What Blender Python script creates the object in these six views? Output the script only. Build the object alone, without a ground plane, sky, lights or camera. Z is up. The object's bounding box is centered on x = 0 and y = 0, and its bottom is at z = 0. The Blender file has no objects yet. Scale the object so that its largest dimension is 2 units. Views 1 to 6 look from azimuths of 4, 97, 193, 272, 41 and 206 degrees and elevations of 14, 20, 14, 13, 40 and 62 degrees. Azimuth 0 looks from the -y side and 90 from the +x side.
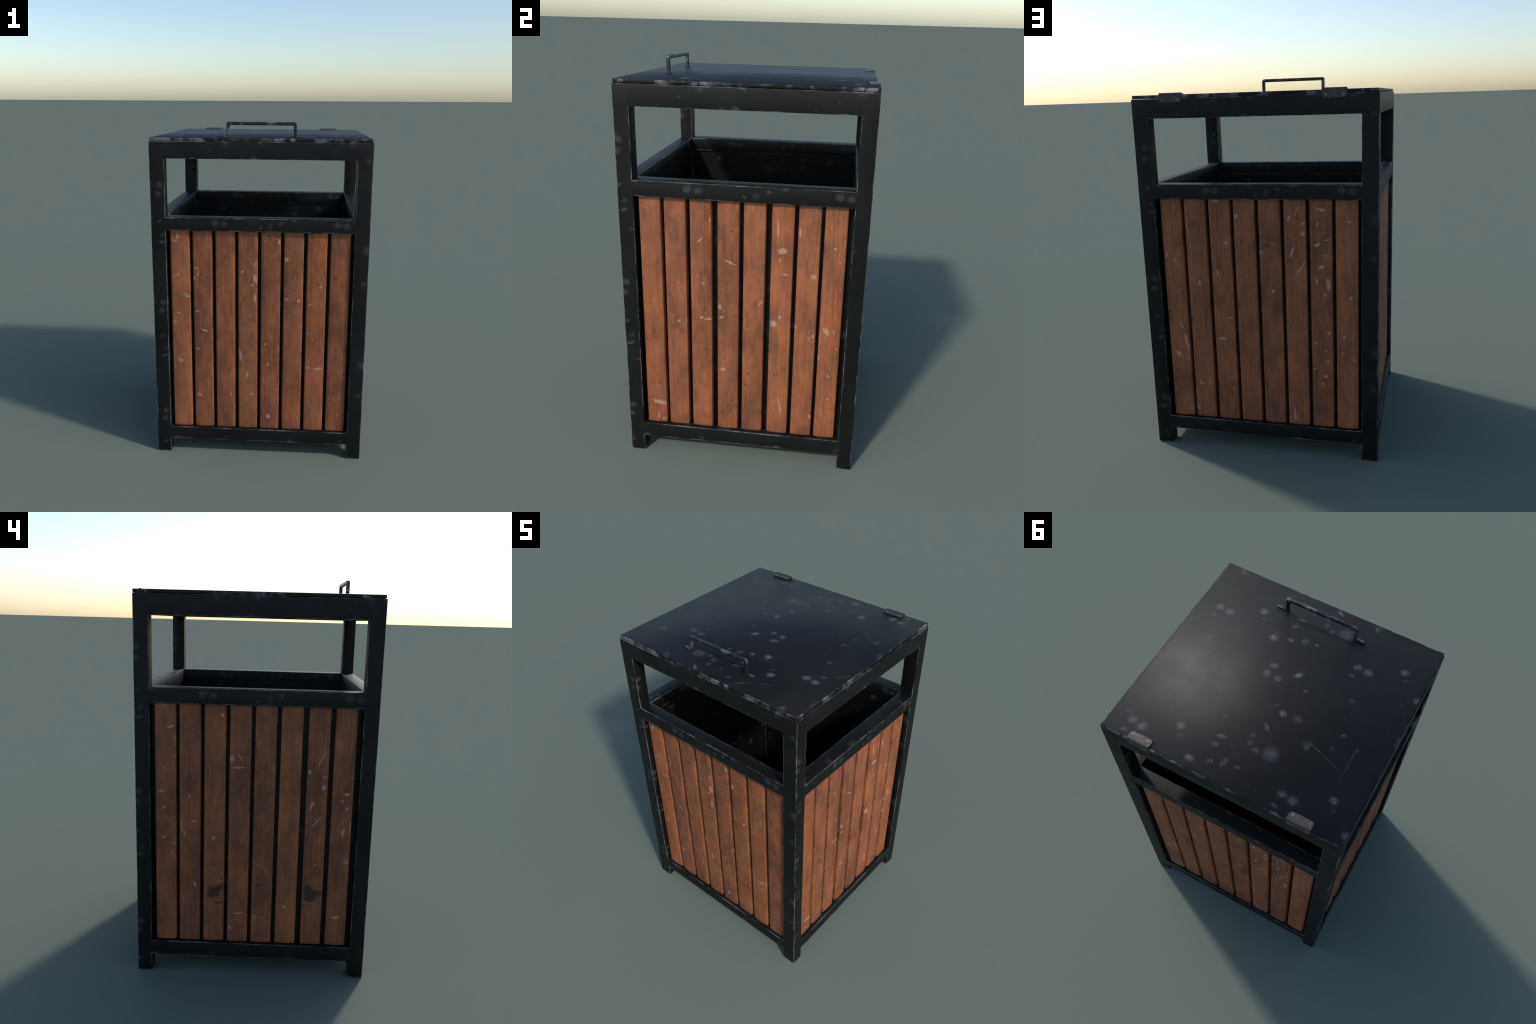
"""Outdoor litter bin: a square black steel frame with timber slats on four
sides, a dark sheet-metal liner inside, an open slot all round under a flat
hinged lid with a bow handle."""
import bpy, bmesh, math, random
from mathutils import Vector, Matrix, noise as mnoise

random.seed(11)

# --------------------------------------------------------------- dimensions
XO, XI = 0.6192, 0.5360          # outer / inner half width of the frame
YF, YB = -0.5823, 0.5793         # outer front and back of the frame
YFI, YBI = -0.5095, 0.5070       # inner front and back (tube about 8 x 7 cm)
Z_BOT0, Z_BOT1 = 0.0895, 0.1660  # bottom rail
Z_MID0, Z_MID1 = 1.3955, 1.4708  # middle rail
Z_TOP0, Z_TOP1 = 1.8010, 1.8980  # top rail
LID_X, LID_Y, LID_Z0, LID_Z1 = 0.6132, 0.5790, 1.8992, 1.9160
RECESS_Y, RECESS_X = 0.0175, 0.0215   # slat faces sit this far behind the frame
CUSHION = 0.36                   # how far the lid's shading leans out at its edges
HANDLE_Y, HANDLE_X, HANDLE_TOP, BAR = -0.4435, 0.1998, 2.0000, 0.0188

scene = bpy.context.scene
root = bpy.data.objects.new("litter_bin", None)
root.empty_display_size = 0.2
scene.collection.objects.link(root)
root["label"] = "black steel litter bin with brown timber slats and hinged lid"
root["category"] = "trash bin"


# ------------------------------------------------------------ mesh helpers
def add_object(name, bm_or_mesh, mats, parent=root, smooth_angle=None):
    if isinstance(bm_or_mesh, bmesh.types.BMesh):
        me = bpy.data.meshes.new(name)
        bm_or_mesh.to_mesh(me)
        bm_or_mesh.free()
    else:
        me = bm_or_mesh
    if not me.materials:
        for m in mats:
            me.materials.append(m)
    if smooth_angle is not None:
        me.shade_smooth()
        me.set_sharp_from_angle(angle=math.radians(smooth_angle))
    ob = bpy.data.objects.new(name, me)
    scene.collection.objects.link(ob)
    ob.parent = parent
    return ob


def box_into(bm, x0, x1, y0, y1, z0, z1):
    vs = [bm.verts.new((x, y, z)) for x in (x0, x1) for y in (y0, y1) for z in (z0, z1)]
    for q in ((0, 1, 3, 2), (4, 6, 7, 5), (0, 4, 5, 1), (2, 3, 7, 6), (0, 2, 6, 4), (1, 5, 7, 3)):
        bm.faces.new([vs[i] for i in q])


def bevel_all(bm, width, segments=2):
    bmesh.ops.recalc_face_normals(bm, faces=bm.faces)
    bmesh.ops.bevel(bm, geom=list(bm.edges), offset=width, segments=segments,
                    profile=0.6, affect='EDGES', clamp_overlap=True)


def rounded_plate(bm, corners, r, to_3d, thick_vec, rounded):
    """Extruded plate; `rounded` tells which of its four corners are rounded."""
    pts = []
    n = len(corners)
    for i, c in enumerate(corners):
        c = Vector(c)
        if not rounded[i]:
            pts.append(c)
            continue
        a = (Vector(corners[i - 1]) - c).normalized()
        b = (Vector(corners[(i + 1) % n]) - c).normalized()
        o = c + (a + b) * r
        for k in range(7):
            t = k / 6 * math.pi / 2
            pts.append(o - b * r * math.cos(t) - a * r * math.sin(t))
    lo = [bm.verts.new(to_3d(p)) for p in pts]
    hi = [bm.verts.new(Vector(to_3d(p)) + thick_vec) for p in pts]
    bm.faces.new(lo)
    bm.faces.new(list(reversed(hi)))
    m = len(pts)
    for i in range(m):
        bm.faces.new((lo[i], hi[i], hi[(i + 1) % m], lo[(i + 1) % m]))


# ---------------------------------------------------------- material helpers
class Nodes:
    """Small helper that wires shader nodes."""

    def __init__(self, name):
        self.mat = bpy.data.materials.new(name)
        self.mat.use_nodes = True
        self.t = self.mat.node_tree
        self.t.nodes.clear()
        self.out = self.n("ShaderNodeOutputMaterial")
        self.bsdf = self.n("ShaderNodeBsdfPrincipled")
        self.t.links.new(self.bsdf.outputs[0], self.out.inputs[0])

    def n(self, kind, **props):
        node = self.t.nodes.new(kind)
        for k, v in props.items():
            setattr(node, k, v)
        return node

    def put(self, socket, value):
        if isinstance(value, bpy.types.NodeSocket):
            self.t.links.new(value, socket)
        elif value is not None:
            socket.default_value = value

    def math(self, op, a, b=None, c=None, clamp=False):
        nd = self.n("ShaderNodeMath", operation=op, use_clamp=clamp)
        for s, v in zip(nd.inputs, (a, b, c)):
            self.put(s, v)
        return nd.outputs[0]

    def vmath(self, op, a, b=None, c=None, out=0):
        nd = self.n("ShaderNodeVectorMath", operation=op)
        for s, v in zip(nd.inputs, (a, b, c)):
            self.put(s, v)
        return nd.outputs[out]

    def ramp(self, v, lo, hi, to_lo=0.0, to_hi=1.0, smooth=True):
        nd = self.n("ShaderNodeMapRange", interpolation_type='SMOOTHSTEP' if smooth else 'LINEAR')
        for s, x in zip(nd.inputs, (v, lo, hi, to_lo, to_hi)):
            self.put(s, x)
        return nd.outputs[0]

    def mix(self, f, a, b):
        nd = self.n("ShaderNodeMix", data_type='RGBA')
        self.put(nd.inputs[0], f)
        self.put(nd.inputs[6], a)
        self.put(nd.inputs[7], b)
        return nd.outputs[2]

    def mixf(self, f, a, b):
        nd = self.n("ShaderNodeMix", data_type='FLOAT')
        self.put(nd.inputs[0], f)
        self.put(nd.inputs[2], a)
        self.put(nd.inputs[3], b)
        return nd.outputs[0]

    def noise(self, vec, scale, detail=3.0, rough=0.55, dist=0.0, out=0):
        nd = self.n("ShaderNodeTexNoise")
        self.put(nd.inputs["Vector"], vec)
        nd.inputs["Scale"].default_value = scale
        nd.inputs["Detail"].default_value = detail
        nd.inputs["Roughness"].default_value = rough
        nd.inputs["Distortion"].default_value = dist
        return nd.outputs[out]

    def voronoi(self, vec, scale, feature='F1', rand=1.0, out="Distance"):
        nd = self.n("ShaderNodeTexVoronoi", feature=feature)
        self.put(nd.inputs["Vector"], vec)
        nd.inputs["Scale"].default_value = scale
        nd.inputs["Randomness"].default_value = rand
        return nd.outputs[out]

    def root_coords(self):
        return self.n("ShaderNodeTexCoord", object=root).outputs["Object"]

    def xyz(self, vec):
        nd = self.n("ShaderNodeSeparateXYZ")
        self.put(nd.inputs[0], vec)
        return nd.outputs[0], nd.outputs[1], nd.outputs[2]

    def combine(self, x, y, z=0.0):
        nd = self.n("ShaderNodeCombineXYZ")
        for s, v in zip(nd.inputs, (x, y, z)):
            self.put(s, v)
        return nd.outputs[0]

    def marks(self, uv, marks, inner=0.45, outer=1.2):
        """Union of soft elliptic marks (u, v, half length, half width, angle, strength)."""
        total = None
        for m in marks:
            u, v, a, b, ang = m[:5]
            strength = m[5] if len(m) > 5 else 1.0
            mp = self.n("ShaderNodeMapping", vector_type='TEXTURE')
            self.put(mp.inputs[0], uv)
            mp.inputs[1].default_value = (u, v, 0)
            mp.inputs[2].default_value = (0, 0, math.radians(ang))
            mp.inputs[3].default_value = (a, b, 1)
            d = self.vmath('LENGTH', mp.outputs[0], out=1)
            one = self.ramp(d, inner, outer, strength, 0.0)
            total = one if total is None else self.math('MAXIMUM', total, one)
        return total

    def face_uv(self, p):
        """Flat coordinates on whichever side of the bin a face looks to."""
        x, y, z = self.xyz(p)
        nx, ny, nz = self.xyz(self.n("ShaderNodeNewGeometry").outputs["True Normal"])
        side = self.math('GREATER_THAN', self.math('ABSOLUTE', nx), 0.5)
        up = self.math('GREATER_THAN', self.math('ABSOLUTE', nz), 0.5)
        u_side = self.math('MULTIPLY', self.math('SIGN', nx), y)
        u_front = self.math('MULTIPLY', self.math('SIGN', ny), self.math('MULTIPLY', x, -1.0))
        u = self.mixf(up, self.mixf(side, u_front, u_side), x)
        v = self.mixf(up, z, y)
        return self.combine(u, v)

    def edge_amount(self, radius):
        """0 on the flats of a square-cut part, up to ~0.3 on its arrises."""
        bv = self.n("ShaderNodeBevel", samples=8)
        bv.inputs["Radius"].default_value = radius
        bx, by, bz = self.xyz(self.vmath('ABSOLUTE', bv.outputs[0]))
        return self.math('SUBTRACT', 1.0, self.math('MAXIMUM', bx, self.math('MAXIMUM', by, bz)))


# Chips and blooms in the black paint: one pattern that repeats over the metal
# (u, v, half length, half width, angle, strength) inside a 0.778 m tile.
CHIP_TILE = 0.778
PAINT_CHIPS = [
    (0.498, 0.486, .023, .021, 0, .75), (0.441, 0.492, .026, .023, 0, .8), (0.506, 0.549, .020, .015, 20, .45),
    (0.288, 0.403, .023, .020, 0, 1.0), (0.265, 0.447, .013, .010, 40, .35), (0.166, 0.527, .023, .020, 0, 1.0),
    (0.083, 0.498, .016, .012, 30, .8), (0.018, 0.473, .027, .018, 80, .5), (-0.043, 0.465, .011, .009, 0, .9),
    (0.441, -0.100, .016, .012, 10, .4), (0.082, -0.104, .022, .021, 0, .7), (0.091, -0.046, .022, .020, 0, .75),
    (0.029, -0.043, .021, .018, 0, .55), (-0.048, -0.109, .026, .016, 60, 1.0), (-0.121, -0.044, .014, .011, 0, .6),
    (-0.088, 0.119, .022, .016, -20, 1.0), (-0.162, 0.113, .023, .021, 0, .45), (-0.056, 0.220, .027, .009, -40, 1.0),
    (0.097, 0.363, .028, .012, 12, .8), (0.103, 0.411, .020, .013, 29, .5), (-0.024, 0.287, .016, .014, 0, .35),
    (-0.032, 0.330, .018, .017, 0, .4), (-0.073, 0.351, .019, .018, 0, .45), (-0.140, 0.333, .040, .037, 0, .55),
    (0.516, 0.222, .030, .018, 55, .5), (-0.259, 0.214, .020, .016, -40, .35), (0.394, 0.089, .017, .008, 30, .6),
    (0.140, 0.260, .016, .012, 0, .4), (0.300, 0.130, .009, .007, 0, .5), (0.409, 0.174, .009, .008, 0, .6),
]
LID_SCRATCHES = [
    (0.188, -0.287, .073, .004, -5, .8), (0.442, 0.242, .070, .003, -37, .8), (0.546, 0.455, .055, .004, 21, .6),
    (0.014, 0.395, .061, .003, -31, .6), (-0.339, 0.222, .122, .003, -20, .9), (-0.469, 0.204, .143, .003, 89, .7),
    (-0.039, 0.096, .036, .003, 60, .7), (-0.550, -0.194, .043, .003, -49, .6), (0.575, -0.164, .055, .004, 49, .8),
    (0.226, -0.521, .068, .004, 47, .6), (0.054, -0.482, .029, .004, 10, .6), (0.386, -0.044, .030, .003, 46, .5),
    (0.328, -0.455, .058, .003, 16, .5),
]

PAINT_BLACK = (0.0042, 0.0044, 0.0044, 1)
PAINT_DULL = (0.0078, 0.0078, 0.0077, 1)
CHIP_GREY = (0.098, 0.099, 0.103, 1)
EDGE_GREY = (0.165, 0.165, 0.168, 1)


def worn_black_paint(name, tile=CHIP_TILE, shift=(0.0, 0.0), radius=0.007, wear=0.0,
                     scratches=None, chips=1.0, plate=False):
    k = Nodes(name)
    p = k.root_coords()
    uv = k.face_uv(p)
    # bring the face into one chip tile
    s = CHIP_TILE / tile
    uv2 = k.vmath('MULTIPLY_ADD', uv, (s, s, 0), (-shift[0] * s, -shift[1] * s, 0))
    fine = k.noise(p, 75, 4, 0.6)
    warp = k.noise(p, 42, 2, out=1)
    uv2 = k.vmath('ADD', uv2, k.vmath('MULTIPLY', k.vmath('SUBTRACT', warp, (.5, .5, .5)), (.022, .022, 0)))
    wrapped = k.vmath('WRAP', uv2, (0.520, 0.555, 1), (0.520 - CHIP_TILE, 0.555 - CHIP_TILE, -1))
    spots = k.marks(wrapped, PAINT_CHIPS, inner=0.22, outer=1.35)
    spots = k.math('MULTIPLY', spots, k.ramp(k.noise(p, 90, 3, 0.7), 0.34, 0.60, 0.32, 1.0))
    specks = k.ramp(k.voronoi(p, 26), 0.05, 0.13, 1.0, 0.0)
    gate = k.ramp(k.noise(p, 5.5, 2), 0.50, 0.62)
    specks = k.math('MULTIPLY', specks, k.math('MULTIPLY', gate, 0.45))
    spots = k.math('MULTIPLY', k.math('MAXIMUM', spots, specks), chips)
    if scratches:
        jit = k.vmath('ADD', uv, k.vmath('MULTIPLY', k.vmath('SUBTRACT', k.noise(p, 14, 2, out=1), (.5, .5, .5)), (.02, .02, 0)))
        sc = k.marks(jit, scratches, inner=0.2, outer=1.1)
        up = k.xyz(k.n("ShaderNodeNewGeometry").outputs["True Normal"])[2]
        sc = k.math('MULTIPLY', sc, k.math('GREATER_THAN', up, 0.5))
        scr = k.math('MULTIPLY', sc, k.ramp(k.noise(p, 38, 2), 0.34, 0.58, 0.10, 0.80))
        spots = k.math('MAXIMUM', spots, scr)
    # bright worn arrises, broken up along their length
    if plate:                                # a flat sheet: measure from its rim
        px, py, pz = k.xyz(k.vmath('ABSOLUTE', p))
        rim = k.math('MINIMUM', k.math('SUBTRACT', LID_X, px), k.math('SUBTRACT', LID_Y, py))
        flat = k.math('ABSOLUTE', k.xyz(k.n("ShaderNodeNewGeometry").outputs["True Normal"])[2])
        edge0 = k.mixf(k.math('GREATER_THAN', flat, 0.95), 0.62, k.ramp(rim, 0.0, radius, 0.75, 0.0, smooth=False))
    else:
        edge0 = k.math('MULTIPLY', k.edge_amount(radius), 3.3)
    edge = k.math('MULTIPLY', edge0, 0.8)
    brk = k.noise(p, 17, 4, 0.65)
    brk2 = k.noise(p, 5, 2)
    edge = k.math('ADD', edge, k.math('MULTIPLY', k.math('SUBTRACT', brk, 0.5), 2.6))
    edge = k.math('ADD', edge, k.math('MULTIPLY', k.math('SUBTRACT', brk2, 0.5), 1.8))
    edge = k.ramp(edge, 0.52 - wear, 0.98 - wear)
    edge = k.math('MULTIPLY', edge, k.ramp(fine, 0.25, 0.6, 0.45, 1.0))
    edge = k.math('MULTIPLY', edge, k.ramp(edge0, 0.04, 0.22))
    cloud = k.ramp(k.noise(p, 3.2, 4, 0.6), 0.35, 0.68)
    col = k.mix(cloud, PAINT_BLACK, PAINT_DULL)
    col = k.mix(spots, col, CHIP_GREY)
    col = k.mix(edge, col, EDGE_GREY)
    k.put(k.bsdf.inputs["Base Color"], col)
    rough = k.ramp(k.noise(p, 8, 4), 0.3, 0.7, 0.48, 0.52)
    rough = k.math('ADD', rough, k.math('MULTIPLY', spots, 0.15))
    k.put(k.bsdf.inputs["Roughness"], rough)
    k.bsdf.inputs["Specular IOR Level"].default_value = 0.25
    h = k.math('ADD', k.math('MULTIPLY', fine, 0.22), k.math('MULTIPLY', k.noise(p, 24, 3, 0.6), 0.14))
    bump = k.n("ShaderNodeBump")
    bump.inputs["Strength"].default_value = 0.35
    bump.inputs["Distance"].default_value = 0.0016
    k.put(bump.inputs["Height"], h)
    k.put(k.bsdf.inputs["Normal"], bump.outputs[0])
    return k.mat


# ------------------------------------------------------------- timber
# pale paint smears and scuffs on each side (u, z, half length, half width, angle)
FRONT_SMEARS = [
    (-0.472, 1.36, 0.02, 0.007, 81), (-0.493, 1.335, 0.022, 0.008, -14), (-0.483, 1.128, 0.031, 0.004, 19), (-0.434, 1.01, 0.022, 0.006, -7), (-0.419, 0.999, 0.015, 0.005, 12),
    (-0.476, 0.896, 0.011, 0.005, 2), (-0.499, 0.838, 0.012, 0.011, 2), (-0.47, 0.599, 0.018, 0.012, -36), (-0.367, 1.17, 0.013, 0.007, 1), (-0.355, 1.14, 0.02, 0.006, -89),
    (-0.383, 1.113, 0.014, 0.008, -9), (-0.365, 0.91, 0.02, 0.005, 24), (-0.324, 0.792, 0.026, 0.007, -19), (-0.366, 0.675, 0.013, 0.006, 2), (-0.358, 0.378, 0.021, 0.011, -19),
    (-0.167, 0.386, 0.007, 0.006, -87), (-0.098, 1.157, 0.012, 0.01, -88), (-0.024, 1.114, 0.03, 0.014, -78), (-0.04, 1.079, 0.008, 0.007, -89),
    (-0.024, 0.998, 0.033, 0.008, -83), (-0.02, 1.203, 0.012, 0.006, -89), (-0.05, 0.889, 0.006, 0.006, -88), (-0.109, 0.642, 0.048, 0.008, -79), (-0.068, 0.517, 0.019, 0.007, 82),
    (-0.044, 0.393, 0.01, 0.007, 2), (0.112, 1.338, 0.021, 0.006, -88), (0.037, 0.714, 0.007, 0.006, -88), (0.055, 0.588, 0.01, 0.009, -40), (0.099, 0.617, 0.005, 0.005, -88),
    (0.105, 0.427, 0.007, 0.006, -88), (0.058, 0.249, 0.019, 0.013, -88), (0.156, 1.235, 0.016, 0.016, -30), (0.23, 0.988, 0.013, 0.009, 60),
    (0.16, 0.997, 0.014, 0.007, 2), (0.355, 1.076, 0.013, 0.005, 23), (0.295, 0.967, 0.015, 0.005, 33), (0.292, 0.788, 0.006, 0.006, -88), (0.317, 0.753, 0.005, 0.005, -88),
    (0.35, 0.57, 0.032, 0.008, 11), (0.298, 0.574, 0.01, 0.008, 2), (0.476, 1.003, 0.005, 0.005, -89), (0.476, 0.279, 0.006, 0.006, 3),
]
RIGHT_SMEARS = [
    (-0.426, 0.289, 0.039, 0.015, -11), (-0.434, 0.206, 0.019, 0.006, 79), (-0.409, 0.19, 0.007, 0.007, 6), (-0.312, 0.767, 0.01, 0.009, 44), (-0.275, 0.775, 0.015, 0.003, -86),
    (-0.203, 1.192, 0.023, 0.004, 41), (-0.156, 1.297, 0.009, 0.004, 62), (-0.214, 1.013, 0.005, 0.005, 4), (-0.187, 0.976, 0.007, 0.006, -86),
    (-0.164, 0.787, 0.021, 0.008, 10), (-0.198, 0.795, 0.009, 0.007, 4), (-0.057, 1.092, 0.035, 0.005, -22), (-0.108, 0.857, 0.016, 0.011, -85), (-0.1, 0.802, 0.017, 0.008, 31),
    (-0.092, 0.514, 0.016, 0.011, 16), (0.091, 0.893, 0.022, 0.004, 55), (0.166, 1.271, 0.045, 0.006, -87), (0.187, 1.166, 0.027, 0.017, 4),
    (0.18, 1.122, 0.01, 0.005, -86), (0.204, 1.05, 0.016, 0.004, 4), (0.157, 0.789, 0.02, 0.02, 26), (0.187, 0.827, 0.01, 0.009, 5),
    (0.2, 0.326, 0.06, 0.004, -80), (0.267, 1.262, 0.025, 0.005, -87), (0.34, 1.046, 0.018, 0.013, -28), (0.267, 0.777, 0.012, 0.005, -65), (0.349, 0.739, 0.014, 0.006, 61),
    (0.353, 0.282, 0.011, 0.008, -83), (0.382, 0.621, 0.015, 0.004, -85), (0.411, 1.29, 0.007, 0.006, -27), (0.43, 1.192, 0.008, 0.006, 4), (0.457, 1.126, 0.005, 0.005, 4),
    (0.413, 0.77, 0.028, 0.012, -58), (0.45, 0.768, 0.012, 0.005, -86), (0.467, 0.68, 0.008, 0.006, 5), (0.435, 0.527, 0.008, 0.006, -85), (0.438, 0.398, 0.009, 0.006, 39),
]
BACK_SMEARS = [
    (0.496, 1.098, 0.022, 0.007, -77), (0.453, 1.069, 0.015, 0.007, 88), (0.441, 0.704, 0.024, 0.007, 63), (0.418, 0.61, 0.054, 0.009, 81), (0.469, 0.537, 0.022, 0.014, 67),
    (0.322, 0.949, 0.018, 0.008, 88), (0.345, 0.372, 0.015, 0.01, 17), (0.296, 0.379, 0.014, 0.006, 86),
    (0.376, 0.227, 0.022, 0.008, 70), (0.211, 1.385, 0.025, 0.007, 0), (0.164, 1.166, 0.011, 0.01, -1), (0.212, 0.639, 0.023, 0.01, -3), (0.218, 1.005, 0.018, 0.007, 88),
    (0.159, 0.351, 0.008, 0.008, 86), (0.104, 1.305, 0.015, 0.01, -71), (0.165, 0.76, 0.012, 0.005, -3), (-0.019, 1.121, 0.009, 0.007, 88), (-0.081, 0.916, 0.012, 0.011, -2),
    (-0.17, 1.299, 0.017, 0.01, -60), (-0.211, 1.338, 0.033, 0.004, -66), (-0.24, 1.273, 0.011, 0.009, -1),
    (-0.241, 1.222, 0.014, 0.013, 89), (-0.182, 1.125, 0.034, 0.008, -71), (-0.213, 1.029, 0.045, 0.004, -56), (-0.233, 1.049, 0.04, 0.003, -61), (-0.179, 0.225, 0.047, 0.006, 88),
    (-0.332, 1.344, 0.027, 0.01, 10), (-0.315, 1.27, 0.017, 0.006, -76), (-0.362, 1.191, 0.023, 0.005, -11), (-0.312, 1.166, 0.02, 0.01, -26), (-0.363, 1.11, 0.012, 0.007, -1),
    (-0.332, 1.052, 0.018, 0.011, -12), (-0.367, 0.961, 0.034, 0.014, 79), (-0.307, 0.974, 0.02, 0.007, 88), (-0.349, 0.905, 0.011, 0.008, -2),
    (-0.366, 0.698, 0.011, 0.01, 57), (-0.297, 0.643, 0.015, 0.006, -33), (-0.35, 0.6, 0.007, 0.007, 87), (-0.359, 0.543, 0.011, 0.006, -4), (-0.29, 0.497, 0.009, 0.008, -4),
    (-0.348, 0.459, 0.014, 0.01, -4), (-0.333, 0.416, 0.01, 0.007, 85), (-0.481, 0.892, 0.011, 0.008, 88),
    (-0.445, 0.684, 0.011, 0.008, -33), (-0.437, 0.592, 0.008, 0.007, -4), (-0.499, 0.563, 0.012, 0.007, 66), (-0.473, 1.286, 0.012, 0.006, 0),
]
LEFT_SMEARS = [
    (0.431, 1.384, 0.025, 0.004, -2), (0.408, 1.282, 0.02, 0.009, -17), (0.39, 1.226, 0.021, 0.004, 87), (0.444, 1.078, 0.007, 0.006, -2), (0.392, 1.137, 0.008, 0.006, 89),
    (0.457, 0.961, 0.021, 0.008, -22), (0.442, 0.877, 0.015, 0.006, -37), (0.392, 0.826, 0.009, 0.004, 87), (0.447, 0.724, 0.01, 0.007, 19), (0.394, 0.691, 0.009, 0.006, 88),
    (0.407, 0.639, 0.013, 0.006, -81), (0.316, 0.939, 0.009, 0.006, 88), (0.296, 0.81, 0.008, 0.007, -2), (0.346, 0.753, 0.031, 0.005, 65), (0.288, 0.479, 0.022, 0.006, 72),
    (0.159, 1.343, 0.013, 0.008, 29), (0.195, 0.728, 0.014, 0.008, -71), (0.111, 1.134, 0.02, 0.012, -81),
    (0.07, 1.141, 0.023, 0.005, 42), (0.078, 1.091, 0.039, 0.005, -2), (0.111, 0.243, 0.013, 0.009, 87), (0.068, 0.325, 0.03, 0.005, -11), (-0.016, 0.307, 0.014, 0.005, -60),
    (-0.166, 0.372, 0.011, 0.008, 87), (-0.322, 1.138, 0.059, 0.004, -64), (-0.268, 1.078, 0.015, 0.006, -66), (-0.341, 1.056, 0.016, 0.004, -28),
    (-0.342, 1.004, 0.015, 0.014, -71), (-0.283, 0.909, 0.032, 0.008, -72), (-0.31, 0.827, 0.053, 0.004, -52), (-0.314, 0.601, 0.007, 0.006, -3), (-0.475, 1.056, 0.007, 0.006, 88),
    (-0.452, 0.974, 0.016, 0.009, -2), (-0.431, 0.939, 0.01, 0.007, 87), (-0.457, 0.901, 0.011, 0.007, 88), (-0.443, 0.777, 0.028, 0.01, -77), (-0.478, 0.803, 0.035, 0.004, 88),
    (-0.468, 0.622, 0.013, 0.01, 39), (-0.431, 0.322, 0.026, 0.008, -2),
]
LEFT_BURNS = [
    (0.178, 0.452, 0.051, 0.017, -39), (0.204, 0.425, 0.029, 0.015, 77), (0.167, 0.382, 0.029, 0.006, -2), (-0.283, 0.471, 0.029, 0.023, -2),
    (-0.323, 0.446, 0.043, 0.016, -8), (-0.29, 0.419, 0.034, 0.012, 14), (-0.300, 0.447, 0.040, 0.024, 0), (0.192, 0.437, 0.034, 0.018, 50), (-0.046, 0.484, 0.035, 0.004, -29),
]

WOOD_LIGHT = (0.362, 0.120, 0.044, 1)
WOOD_MID = (0.248, 0.085, 0.037, 1)
WOOD_DARK = (0.138, 0.052, 0.028, 1)
SMEAR_PALE = (0.420, 0.270, 0.200, 1)


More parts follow.
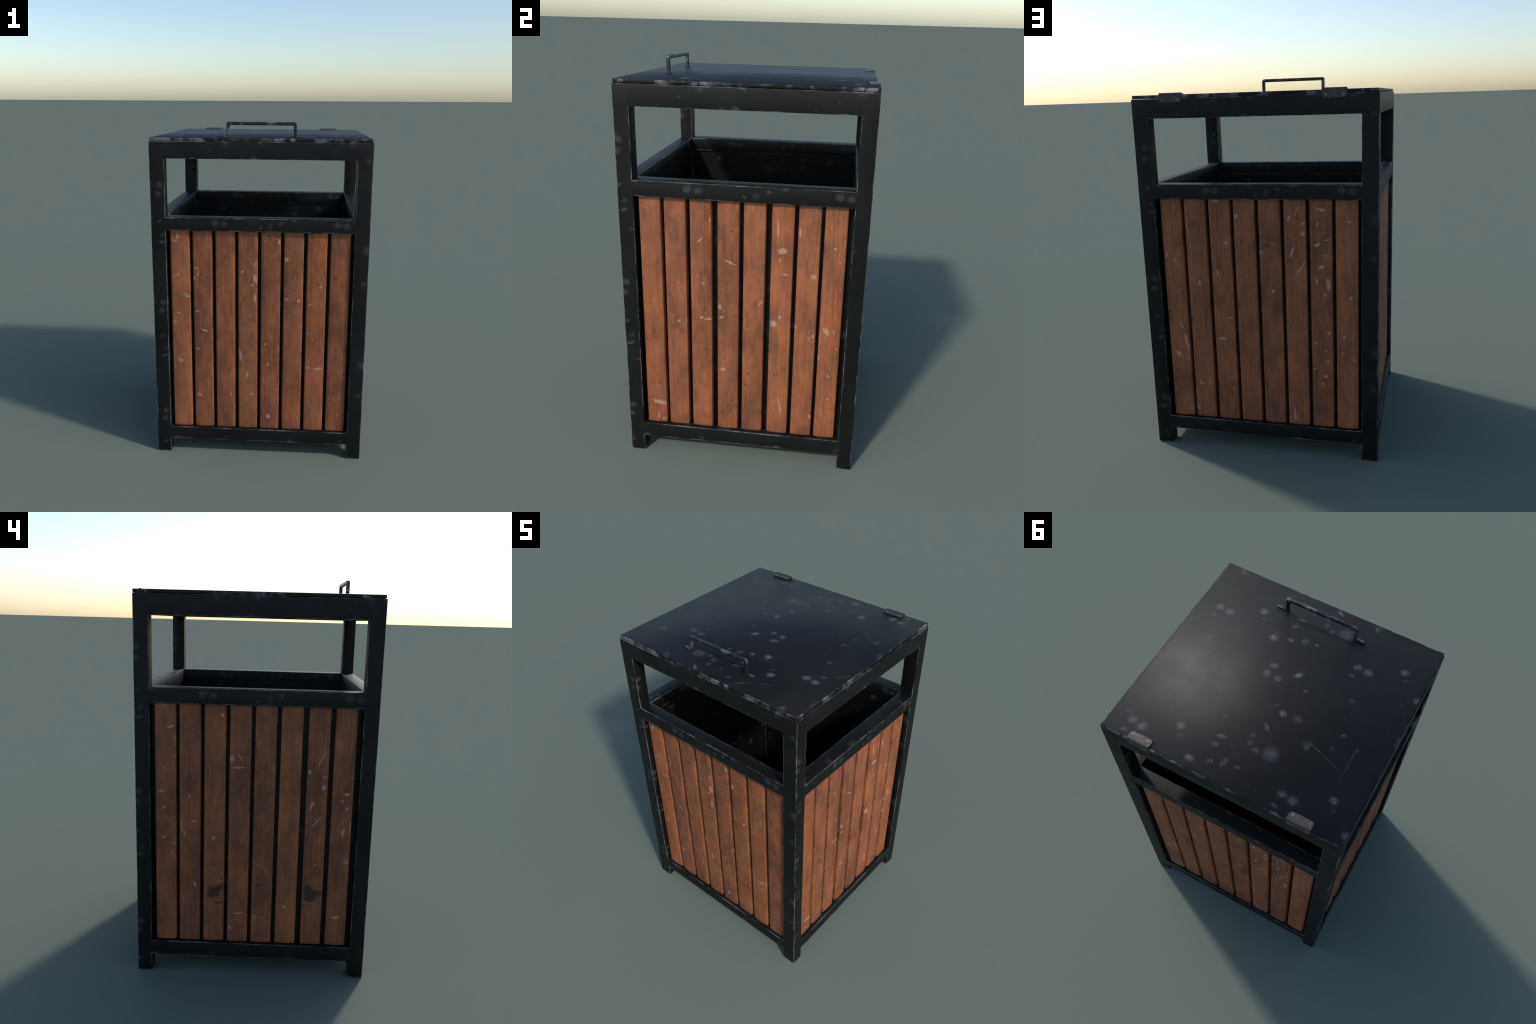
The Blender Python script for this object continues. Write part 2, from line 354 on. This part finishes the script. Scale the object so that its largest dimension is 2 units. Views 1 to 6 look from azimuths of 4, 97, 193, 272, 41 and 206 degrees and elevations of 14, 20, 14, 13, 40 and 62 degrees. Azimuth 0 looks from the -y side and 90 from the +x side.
def timber(name, axis, smears, burns=None):
    """Oiled brown softwood; `axis` is the root axis that runs across the slats."""
    k = Nodes(name)
    p = k.root_coords()
    x, y, z = k.xyz(p)
    u = x if axis == 'x' else y
    uv = k.combine(u, z)
    rnd = k.n("ShaderNodeObjectInfo").outputs["Random"]
    off = k.math('MULTIPLY', rnd, 37.0)
    # long fibre streaks, bent a little, different on every slat
    bend = k.math('MULTIPLY', k.math('SUBTRACT', k.noise(k.combine(k.math('MULTIPLY', u, 5), off, k.math('MULTIPLY', z, 3)), 1.0, 2), .5), 0.045)
    ub = k.math('ADD', u, bend)
    g = k.combine(k.math('MULTIPLY', ub, 95), off, k.math('MULTIPLY', z, 3.0))
    streak = k.noise(g, 1.0, 4, 0.6)
    fib = k.noise(k.combine(k.math('MULTIPLY', ub, 330), off, k.math('MULTIPLY', z, 11)), 1.0, 3, 0.6)
    # growth-ring figure on some slats
    ring = k.n("ShaderNodeTexWave", wave_type='BANDS', bands_direction='X', wave_profile='SAW')
    k.put(ring.inputs["Vector"], k.combine(k.math('ADD', ub, k.math('MULTIPLY', rnd, 3)), 0.0, k.math('MULTIPLY', z, 0.12)))
    ring.inputs["Scale"].default_value = 17
    ring.inputs["Distortion"].default_value = 5.5
    ring.inputs["Detail"].default_value = 2
    ring.inputs["Detail Scale"].default_value = 1.6
    ringf = k.ramp(ring.outputs["Fac"], 0.55, 1.0)
    ringf = k.math('MULTIPLY', ringf, k.ramp(k.math('FRACT', k.math('MULTIPLY', rnd, 7.3)), 0.3, 0.8, 0.10, 0.55))
    patch = k.noise(k.combine(k.math('MULTIPLY', u, 9), off, k.math('MULTIPLY', z, 4.5)), 1.0, 4, 0.65)
    mottle = k.noise(k.combine(k.math('MULTIPLY', u, 42), k.math('ADD', off, 3.0), k.math('MULTIPLY', z, 17)), 1.0, 4, 0.65, 0.3)
    tone = k.math('ADD', k.math('MULTIPLY', streak, 0.34), k.math('MULTIPLY', patch, 0.74))
    tone = k.math('ADD', tone, k.math('MULTIPLY', mottle, 0.46))
    tone = k.math('ADD', tone, k.math('MULTIPLY', k.math('SUBTRACT', fib, 0.5), 0.07))
    tone = k.math('SUBTRACT', tone, k.math('MULTIPLY', ringf, 0.17))
    tone = k.math('ADD', tone, k.math('MULTIPLY', k.math('SUBTRACT', rnd, 0.5), 0.14))
    col = k.mix(k.ramp(tone, 0.56, 0.80), WOOD_DARK, WOOD_MID)
    col = k.mix(k.ramp(tone, 0.74, 0.98), col, WOOD_LIGHT)
    # grimy clouds
    grime = k.ramp(k.noise(k.combine(k.math('MULTIPLY', u, 7), k.math('ADD', off, 9.0), k.math('MULTIPLY', z, 6)), 1.0, 5, 0.7), 0.52, 0.76)
    col = k.mix(k.math('MULTIPLY', grime, 0.70), col, (0.090, 0.047, 0.032, 1))
    # tiny pits and knots
    warp = k.vmath('SUBTRACT', k.noise(p, 55, 2, out=1), (.5, .5, .5))
    pv = k.vmath('ADD', p, k.vmath('MULTIPLY', warp, (.012, .012, .012)))
    pit = k.ramp(k.voronoi(pv, 21), 0.06, 0.15, 1.0, 0.0)
    pit = k.math('MULTIPLY', pit, k.ramp(k.noise(p, 6, 2), 0.46, 0.58))
    fine_pit = k.math('MULTIPLY', k.ramp(k.voronoi(pv, 70), 0.05, 0.16, 0.6, 0.0), k.ramp(k.noise(p, 9, 2), 0.48, 0.62))
    pit = k.math('MAXIMUM', pit, fine_pit)
    col = k.mix(k.math('MULTIPLY', pit, 0.75), col, (0.035, 0.024, 0.020, 1))
    if burns:
        wb = k.vmath('SUBTRACT', k.noise(p, 22, 3, out=1), (.5, .5, .5))
        wb = k.combine(*[k.math('MULTIPLY', q, 0.032) for q in (k.xyz(wb)[0 if axis == 'x' else 1], k.xyz(wb)[2])])
        b = k.marks(k.vmath('ADD', uv, wb), burns, inner=0.45, outer=1.5)
        col = k.mix(k.math('MULTIPLY', b, 0.85), col, (0.016, 0.014, 0.014, 1))
    # pale smears with ragged outlines
    ws = k.vmath('SUBTRACT', k.noise(p, 60, 3, 0.6, out=1), (.5, .5, .5))
    ws = k.combine(*[k.math('MULTIPLY', q, 0.017) for q in (k.xyz(ws)[0 if axis == 'x' else 1], k.xyz(ws)[2])])
    sm = k.marks(k.vmath('ADD', uv, ws), smears, inner=0.45, outer=1.15)
    sm = k.math('MULTIPLY', sm, k.ramp(k.noise(p, 130, 3, 0.6), 0.28, 0.52, 0.40, 0.92))
    bent = k.vmath('ADD', p, k.vmath('MULTIPLY', k.vmath('SUBTRACT', k.noise(p, 6, 2, out=1), (.5, .5, .5)), (.25, .25, .25)))
    hair = k.ramp(k.voronoi(bent, 9.0, 'DISTANCE_TO_EDGE'), 0.004, 0.022, 1.0, 0.0)
    hair = k.math('MULTIPLY', hair, k.ramp(k.noise(p, 7, 3, 0.6), 0.57, 0.68, 0.0, 0.40))
    sm = k.math('MAXIMUM', sm, hair)
    col = k.mix(sm, col, SMEAR_PALE)
    k.put(k.bsdf.inputs["Base Color"], col)
    k.put(k.bsdf.inputs["Roughness"], k.ramp(streak, 0.3, 0.7, 0.62, 0.50))
    k.bsdf.inputs["Specular IOR Level"].default_value = 0.35
    h = k.math('ADD', k.math('MULTIPLY', streak, 0.5), k.math('MULTIPLY', fib, 0.25))
    h = k.math('SUBTRACT', h, k.math('MULTIPLY', pit, 0.8))
    h = k.math('SUBTRACT', h, k.math('MULTIPLY', ringf, 0.4))
    bump = k.n("ShaderNodeBump")
    bump.inputs["Strength"].default_value = 0.45
    bump.inputs["Distance"].default_value = 0.0022
    k.put(bump.inputs["Height"], h)
    k.put(k.bsdf.inputs["Normal"], bump.outputs[0])
    return k.mat


def rusty_zinc(name):
    k = Nodes(name)
    p = k.root_coords()
    n1 = k.noise(p, 55, 4, 0.65)
    n2 = k.noise(p, 140, 3, 0.6)
    col = k.mix(k.ramp(n2, 0.35, 0.65), (0.024, 0.022, 0.022, 1), (0.074, 0.070, 0.069, 1))
    col = k.mix(k.ramp(n1, 0.47, 0.62, 0.0, 0.75), col, (0.050, 0.028, 0.021, 1))
    col = k.mix(k.ramp(k.noise(p, 30, 2), 0.58, 0.72, 0.0, 0.7), col, (0.018, 0.016, 0.016, 1))
    k.put(k.bsdf.inputs["Base Color"], col)
    k.put(k.bsdf.inputs["Metallic"], 0.25)
    k.put(k.bsdf.inputs["Roughness"], k.ramp(n1, 0.4, 0.7, 0.38, 0.6))
    bump = k.n("ShaderNodeBump")
    bump.inputs["Strength"].default_value = 0.4
    bump.inputs["Distance"].default_value = 0.001
    k.put(bump.inputs["Height"], n2)
    k.put(k.bsdf.inputs["Normal"], bump.outputs[0])
    return k.mat


def tarnished_brass(name):
    k = Nodes(name)
    p = k.root_coords()
    col = k.mix(k.ramp(k.noise(p, 320, 3), 0.40, 0.62), (0.330, 0.225, 0.155, 1), (0.110, 0.080, 0.062, 1))
    k.put(k.bsdf.inputs["Base Color"], col)
    k.put(k.bsdf.inputs["Metallic"], 0.35)
    k.put(k.bsdf.inputs["Roughness"], 0.42)
    return k.mat


def chipped_bar(name):
    """Black handle enamel, flaked down to bright steel."""
    k = Nodes(name)
    p = k.root_coords()
    fl = k.noise(p, 38, 5, 0.72, 0.4)
    big = k.noise(p, 11, 2)
    m = k.math('ADD', fl, k.math('MULTIPLY', k.math('SUBTRACT', big, 0.5), 0.7))
    m = k.ramp(m, 0.55, 0.60)
    col = k.mix(m, (0.010, 0.010, 0.010, 1), (0.120, 0.120, 0.125, 1))
    k.put(k.bsdf.inputs["Base Color"], col)
    k.put(k.bsdf.inputs["Metallic"], k.math('MULTIPLY', m, 0.4))
    k.put(k.bsdf.inputs["Roughness"], k.mixf(m, 0.38, 0.36))
    bump = k.n("ShaderNodeBump")
    bump.inputs["Strength"].default_value = 0.5
    bump.inputs["Distance"].default_value = 0.001
    k.put(bump.inputs["Height"], k.math('MULTIPLY', m, -1.0))
    k.put(k.bsdf.inputs["Normal"], bump.outputs[0])
    return k.mat


frame_paint = worn_black_paint("worn_black_frame_paint", tile=0.692, shift=(-0.645, 1.697 - 0.692), radius=0.010, wear=0.27, chips=0.55)
lid_paint = worn_black_paint("worn_black_lid_paint", radius=0.0065, wear=0.04, scratches=LID_SCRATCHES, plate=True)
liner_paint = worn_black_paint("black_liner_paint", tile=0.692, shift=(0.1, 0.3), radius=0.004, wear=-3.0, chips=0.5)
wood = {
    'front': timber("brown_timber_front", 'x', FRONT_SMEARS),
    'right': timber("brown_timber_right", 'y', RIGHT_SMEARS),
    'back': timber("brown_timber_back", 'x', BACK_SMEARS),
    'left': timber("brown_timber_left", 'y', LEFT_SMEARS, LEFT_BURNS),
}
zinc = rusty_zinc("rusty_zinc_plate")
brass = tarnished_brass("tarnished_brass_screw")
bar_mat = chipped_bar("chipped_black_enamel")

# ------------------------------------------------------------------- frame
# The welded frame is one closed skin made of cells on a 3 x 3 grid of plan
# columns; corner columns are posts, side columns are rails at three heights.
xs, ys = (-XO, -XI, XI, XO), (YF, YFI, YBI, YB)
zs = (0.0, Z_BOT0, Z_BOT1, Z_MID0, Z_MID1, Z_TOP0, Z_TOP1)
RAIL_LEVELS = (1, 3, 5)


def solid(i, j, l):
    if not (0 <= i < 3 and 0 <= j < 3 and 0 <= l < 6):
        return False
    if i != 1 and j != 1:
        return True
    return (i != 1 or j != 1) and l in RAIL_LEVELS


bm = bmesh.new()
grid = {}


def gv(i, j, l):
    if (i, j, l) not in grid:
        grid[i, j, l] = bm.verts.new((xs[i], ys[j], zs[l]))
    return grid[i, j, l]


for i in range(3):
    for j in range(3):
        for l in range(6):
            if not solid(i, j, l):
                continue
            for d, quad in (((-1, 0, 0), ((0, 0, 0), (0, 0, 1), (0, 1, 1), (0, 1, 0))),
                            ((1, 0, 0), ((1, 0, 0), (1, 1, 0), (1, 1, 1), (1, 0, 1))),
                            ((0, -1, 0), ((0, 0, 0), (1, 0, 0), (1, 0, 1), (0, 0, 1))),
                            ((0, 1, 0), ((0, 1, 0), (0, 1, 1), (1, 1, 1), (1, 1, 0))),
                            ((0, 0, -1), ((0, 0, 0), (0, 1, 0), (1, 1, 0), (1, 0, 0))),
                            ((0, 0, 1), ((0, 0, 1), (1, 0, 1), (1, 1, 1), (0, 1, 1)))):
                if not solid(i + d[0], j + d[1], l + d[2]):
                    bm.faces.new([gv(i + q[0], j + q[1], l + q[2]) for q in quad])
bmesh.ops.recalc_face_normals(bm, faces=bm.faces)
convex = [e for e in bm.edges if len(e.link_faces) == 2 and e.calc_face_angle_signed() > 0.5]
bmesh.ops.bevel(bm, geom=convex, offset=0.0028, segments=2, profile=0.6, affect='EDGES', clamp_overlap=True)
bm.normal_update()


def region(face):
    c = face.calc_center_median()
    sx = 0 if abs(c.x) < XI else (1 if c.x > 0 else -1)
    sy = 0 if YFI < c.y < YBI else (1 if c.y > 0 else -1)
    if sx and sy:
        return ("post", sx, sy, 0)
    level = min(range(3), key=lambda q: abs(c.z - (zs[RAIL_LEVELS[q]] + zs[RAIL_LEVELS[q] + 1]) / 2))
    return (("bottom_rail", "middle_rail", "top_rail")[level], sx, sy, level)


frame = bpy.data.objects.new("steel_frame", None)
scene.collection.objects.link(frame)
frame.parent = root
keys = {}
for f in bm.faces:
    keys.setdefault(region(f), []).append(f)
for key in sorted(keys):
    part = bmesh.new()
    seen = {}
    for f in keys[key]:
        loop = []
        for v in f.verts:
            if v not in seen:
                seen[v] = part.verts.new(v.co)
            loop.append(seen[v])
        part.faces.new(loop)
    part.normal_update()
    add_object(key[0], part, [frame_paint], parent=frame, smooth_angle=20)
bm.free()

# -------------------------------------------------------------- inner liner
LX, LY, LT = 0.5570, 0.5180, 0.0040
bm = bmesh.new()
outer = [(-LX, -LY), (LX, -LY), (LX, LY), (-LX, LY)]
inner = [(-LX + LT, -LY + LT), (LX - LT, -LY + LT), (LX - LT, LY - LT), (-LX + LT, LY - LT)]
zb, zt = 0.1430, Z_MID0 - 0.0012
rings = [[bm.verts.new((x, y, z)) for x, y in pts] for pts, z in
         ((outer, zb), (outer, zt), (inner, zt), (inner, zb + LT))]
for a, b in zip(rings, rings[1:]):
    for i in range(4):
        bm.faces.new((a[i], a[(i + 1) % 4], b[(i + 1) % 4], b[i]))
bm.faces.new(list(reversed(rings[0])))
bm.faces.new(rings[-1])
bmesh.ops.recalc_face_normals(bm, faces=bm.faces)
add_object("inner_liner", bm, [liner_paint])

# ------------------------------------------------------------------- slats
SLAT_Z0, SLAT_Z1 = Z_BOT1 + 0.0006, Z_MID0 - 0.0008


def slat_mesh(name, width, depth, seed):
    """Crowned board with eased edges, standing on z = 0, its face towards -y.
    The edges wander by a fraction of a millimetre along its length."""
    crown, ease = 0.0044, 0.0080
    hw = width / 2
    flat = hw - ease * 0.75

    def bow(x):
        return crown * (1 - (x / hw) ** 2)
    section = [(-hw, depth)]
    for q in range(5):                       # eased left arris
        t = q / 4 * math.pi / 2
        section.append((-hw + ease * 0.75 * (1 - math.cos(t)), ease * (1 - math.sin(t)) - bow(flat) * math.sin(t)))
    for q in range(1, 10):                   # crowned face
        x = -flat + 2 * flat * q / 10
        section.append((x, -bow(x)))
    for q in range(4, -1, -1):
        t = q / 4 * math.pi / 2
        section.append((hw - ease * 0.75 * (1 - math.cos(t)), ease * (1 - math.sin(t)) - bow(flat) * math.sin(t)))
    section.append((hw, depth))
    length = SLAT_Z1 - SLAT_Z0
    e = 0.0045
    stations = [(0.0, e), (e * 0.3, e * 0.3), (e, 0.0)]
    stations += [(length * q / 60, 0.0) for q in range(1, 60)]
    stations += [(length - e, 0.0), (length - e * 0.3, e * 0.3), (length, e)]
    b = bmesh.new()
    rows = []
    for z, inset in stations:
        row = []
        for x, y in section:
            front = max(0.0, 1 - y / depth)
            edge = min(1.0, abs(x) / hw) ** 4
            w = mnoise.noise(Vector((math.copysign(3.1, x) + seed * 7.7, z * 16, seed))) * 0.0011 * edge
            d = mnoise.noise(Vector((x * 18, z * 7 + seed * 5.3, 2.0 + seed))) * 0.0009 * front
            xx = x * (1 - inset / hw * 0.7) + math.copysign(w, x) * front
            row.append(b.verts.new((xx, y + inset * front + d, z)))
        rows.append(row)
    m = len(section)
    for a, c in zip(rows, rows[1:]):
        for i in range(m):
            b.faces.new((a[i], a[(i + 1) % m], c[(i + 1) % m], c[i]))
    b.faces.new(list(reversed(rows[0])))
    b.faces.new(rows[-1])
    bmesh.ops.recalc_face_normals(b, faces=b.faces)
    me = bpy.data.meshes.new(name)
    b.to_mesh(me)
    b.free()
    me.shade_smooth()
    me.set_sharp_from_angle(angle=math.radians(50))
    return me


# centres of the eight slats on every side, along +x or +y
SLAT_CENTRES = {
    'front': [-0.4610, -0.3300, -0.1980, -0.0660, 0.0655, 0.1970, 0.3295, 0.4615],
    'back': [0.4595, 0.3285, 0.1955, 0.0645, -0.0675, -0.1990, -0.3310, -0.4620],
    'right': [-0.4405, -0.3215, -0.1985, -0.0675, 0.0565, 0.1875, 0.3105, 0.4305],
    'left': [0.4350, 0.3150, 0.1930, 0.0705, -0.0515, -0.1760, -0.3070, -0.4345],
}
SIDE = {   # outward direction: rotation about z, and where the board's face sits
    'front': (0.0, -YF - RECESS_Y, 0.1128), 'back': (math.pi, YB - RECESS_Y, 0.1135),
    'right': (math.pi / 2, XO - RECESS_X, 0.1045), 'left': (-math.pi / 2, XO - RECESS_X, 0.1045),
}
for side, (turn, plane, width) in SIDE.items():
    back_plane = LY if side in ('front', 'back') else LX
    depth = plane - 0.0036 - back_plane - 0.0012
    meshes = []
    for s in range(3):
        me = slat_mesh("slat", width, depth, s + len(side) * 1.7)
        me.materials.append(wood[side])
        meshes.append(me)
    for i, c in enumerate(SLAT_CENTRES[side]):
        ob = bpy.data.objects.new("slat", meshes[(i * 2 + len(side)) % 3])
        scene.collection.objects.link(ob)
        ob.parent = root
        along = plane - 0.0036
        if side == 'front':
            loc = (c, -along, SLAT_Z0)
        elif side == 'back':
            loc = (c, along, SLAT_Z0)
        elif side == 'right':
            loc = (along, c, SLAT_Z0)
        else:
            loc = (-along, c, SLAT_Z0)
        ob.location = loc
        ob.rotation_euler = (0, 0, turn)

# --------------------------------------------------------------------- lid
lid = bpy.data.objects.new("lid", None)
scene.collection.objects.link(lid)
lid.parent = root
bm = bmesh.new()
box_into(bm, -LID_X, LID_X, -LID_Y, LID_Y, LID_Z0, LID_Z1)
bevel_all(bm, 0.0022, 2)
top_face = max(bm.faces, key=lambda f: f.calc_center_median().z)
for axis, half in ((0, LID_X), (1, LID_Y)):       # rule the sheet into small cells
    for q in range(1, 64):
        at = Vector((0, 0, 0))
        at[axis] = -half + 2 * half * q / 64
        nrm = Vector((0, 0, 0))
        nrm[axis] = 1.0
        bmesh.ops.bisect_plane(bm, geom=bm.verts[:] + bm.edges[:] + bm.faces[:], plane_co=at, plane_no=nrm)
for v in bm.verts:                                # the sheet is faintly buckled
    if v.co.z > LID_Z1 - 1e-5:
        away = min(1.0, 12 * min(LID_X - abs(v.co.x), LID_Y - abs(v.co.y)))
        w = mnoise.noise(Vector((v.co.x * 3.0, v.co.y * 3.0, 4.2))) + 0.4 * mnoise.noise(Vector((v.co.x * 8, v.co.y * 8, 1.7)))
        v.co.z += 0.0004 * away * (w - 0.2)
bm.normal_update()
soft = []
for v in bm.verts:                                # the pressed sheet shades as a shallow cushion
    if v.co.z > LID_Z1 - 0.0012:
        n = v.normal if abs(v.normal.z) > 0.95 else Vector((0, 0, 1))
        soft.append(Vector((n.x + CUSHION * v.co.x / LID_X, n.y + CUSHION * v.co.y / LID_Y, 1.0)).normalized())
    else:
        soft.append(v.normal.copy())
plate = add_object("lid_plate", bm, [lid_paint], parent=lid)
plate.data.shade_smooth()
plate.data.normals_split_custom_set_from_vertices(soft)

# handle: an octagonal bar bent into a bow, with two screw tabs
bm = bmesh.new()
h, ch = BAR / 2, BAR * 0.22
octagon = [(-h, -h + ch), (-h + ch, -h), (h - ch, -h), (h, -h + ch), (h, h - ch), (h - ch, h), (-h + ch, h), (-h, h - ch)]
top, side_x = HANDLE_TOP - h, HANDLE_X - h
path = [(-side_x, LID_Z1 - 0.0006, Vector((1, 0, 0)))]
r = 0.0035
for sgn in (-1, 1):
    for q in range(5):
        t = q / 4 * math.pi / 2
        if sgn < 0:
            c = (-side_x + r, top - r)
            px, pz = c[0] - r * math.cos(t), c[1] + r * math.sin(t)
            across = Vector((math.cos(t), 0, -math.sin(t)))
        else:
            c = (side_x - r, top - r)
            px, pz = c[0] + r * math.sin(t), c[1] + r * math.cos(t)
            across = Vector((-math.sin(t), 0, -math.cos(t)))
        path.append((px, pz, across))
path.append((side_x, LID_Z1 - 0.0006, Vector((-1, 0, 0))))
rows = []
for px, pz, across in path:
    rows.append([bm.verts.new(Vector((px, HANDLE_Y, pz)) + across * a * 1.0 + Vector((0, b, 0))) for a, b in octagon])
for a, c in zip(rows, rows[1:]):
    for i in range(8):
        bm.faces.new((a[i], a[(i + 1) % 8], c[(i + 1) % 8], c[i]))
bm.faces.new(rows[0])
bm.faces.new(list(reversed(rows[-1])))
bmesh.ops.recalc_face_normals(bm, faces=bm.faces)
handle = add_object("handle", bm, [bar_mat], parent=lid, smooth_angle=25)


def screw_mesh():
    """Flat countersunk head with a cross recess."""
    b = bmesh.new()
    R, H = 0.0068, 0.0014
    bmesh.ops.create_cone(b, cap_ends=True, segments=20, radius1=R, radius2=R * 0.86, depth=H)
    bmesh.ops.translate(b, verts=b.verts, vec=(0, 0, H / 2))
    me = bpy.data.meshes.new("screw")
    b.to_mesh(me)
    b.free()
    me.materials.append(brass)
    return me


def slot_mesh():
    b = bmesh.new()
    for w, l in ((0.0016, 0.0072), (0.0072, 0.0016)):
        box_into(b, -w / 2, w / 2, -l / 2, l / 2, 0.0008, 0.00165 if w < l else 0.00170)
    bmesh.ops.recalc_face_normals(b, faces=b.faces)
    me = bpy.data.meshes.new("screw_slot")
    b.to_mesh(me)
    b.free()
    me.materials.append(bar_mat)
    return me


screw_data, slot_data = screw_mesh(), slot_mesh()


def place_screw(parent, loc, normal, spin, size=1.0):
    ob = bpy.data.objects.new("screw", screw_data)
    scene.collection.objects.link(ob)
    ob.parent = parent
    rot = Vector((0, 0, 1)).rotation_difference(Vector(normal)).to_matrix().to_4x4() @ Matrix.Rotation(spin, 4, 'Z')
    m = Matrix.Translation(loc) @ rot @ Matrix.Scale(size, 4)
    ob.matrix_local = m
    sl = bpy.data.objects.new("screw_slot", slot_data)
    scene.collection.objects.link(sl)
    sl.parent = parent
    sl.matrix_local = m


for sgn in (-1, 1):
    bm = bmesh.new()
    a, b = sorted((sgn * (HANDLE_X - 0.004), sgn * 0.2470))
    box_into(bm, a, b, HANDLE_Y - h, HANDLE_Y + h, LID_Z1 - 0.0004, LID_Z1 + 0.0042)
    bevel_all(bm, 0.0016, 2)
    add_object("handle_tab", bm, [bar_mat], parent=lid, smooth_angle=40)
    place_screw(lid, (sgn * 0.2250, HANDLE_Y, LID_Z1 + 0.0036), (0, 0, 1), 0.5 * sgn, 0.8)

# hinges: a leaf on the lid, a rolled barrel along the edge, a leaf down the back
for sgn in (-1, 1):
    x0, x1 = sorted((sgn * 0.3500, sgn * 0.4675))
    bm = bmesh.new()
    rounded_plate(bm, [(x0, 0.5345), (x1, 0.5345), (x1, 0.5690), (x0, 0.5690)], 0.0150,
                  lambda q: (q.x, q.y, LID_Z1 + 0.0004), Vector((0, 0, 0.0042)), (True, True, False, False))
    rounded_plate(bm, [(x0, 1.8785), (x1, 1.8785), (x1, 1.9165), (x0, 1.9165)], 0.0120,
                  lambda q: (q.x, YB + 0.0002, q.y), Vector((0, 0.0026, 0)), (True, True, False, False))
    prof = [(LID_Y + 0.0008, 1.9164), (0.5680, 1.9164), (0.5680, 1.9190)]
    for q in range(7):                       # rolled top of the barrel
        t = math.pi - q / 6 * math.pi
        prof.append((0.5750 + 0.0080 * math.cos(t) * (1 if q > 3 else 0.85), 1.9185 + 0.0065 * math.sin(t)))
    prof += [(YB + 0.0029, 1.9150), (YB + 0.0002, 1.9150)]
    lo = [bm.verts.new((x0, y, z)) for y, z in prof]
    hi = [bm.verts.new((x1, y, z)) for y, z in prof]
    n = len(prof)
    bm.faces.new(lo)
    bm.faces.new(list(reversed(hi)))
    for i in range(n):
        bm.faces.new((lo[i], lo[(i + 1) % n], hi[(i + 1) % n], hi[i]))
    bmesh.ops.recalc_face_normals(bm, faces=bm.faces)
    hinge = add_object("hinge", bm, [zinc], parent=lid, smooth_angle=35)
    for q, xx in enumerate((0.3690, 0.4500)):
        place_screw(lid, (sgn * xx, 0.5490, LID_Z1 + 0.0042), (0, 0, 1), 0.3 + q * 0.6 + sgn)
        place_screw(lid, (sgn * xx, YB + 0.0024, 1.8925), (0, 1, 0), 0.9 - q * 0.4 + sgn)
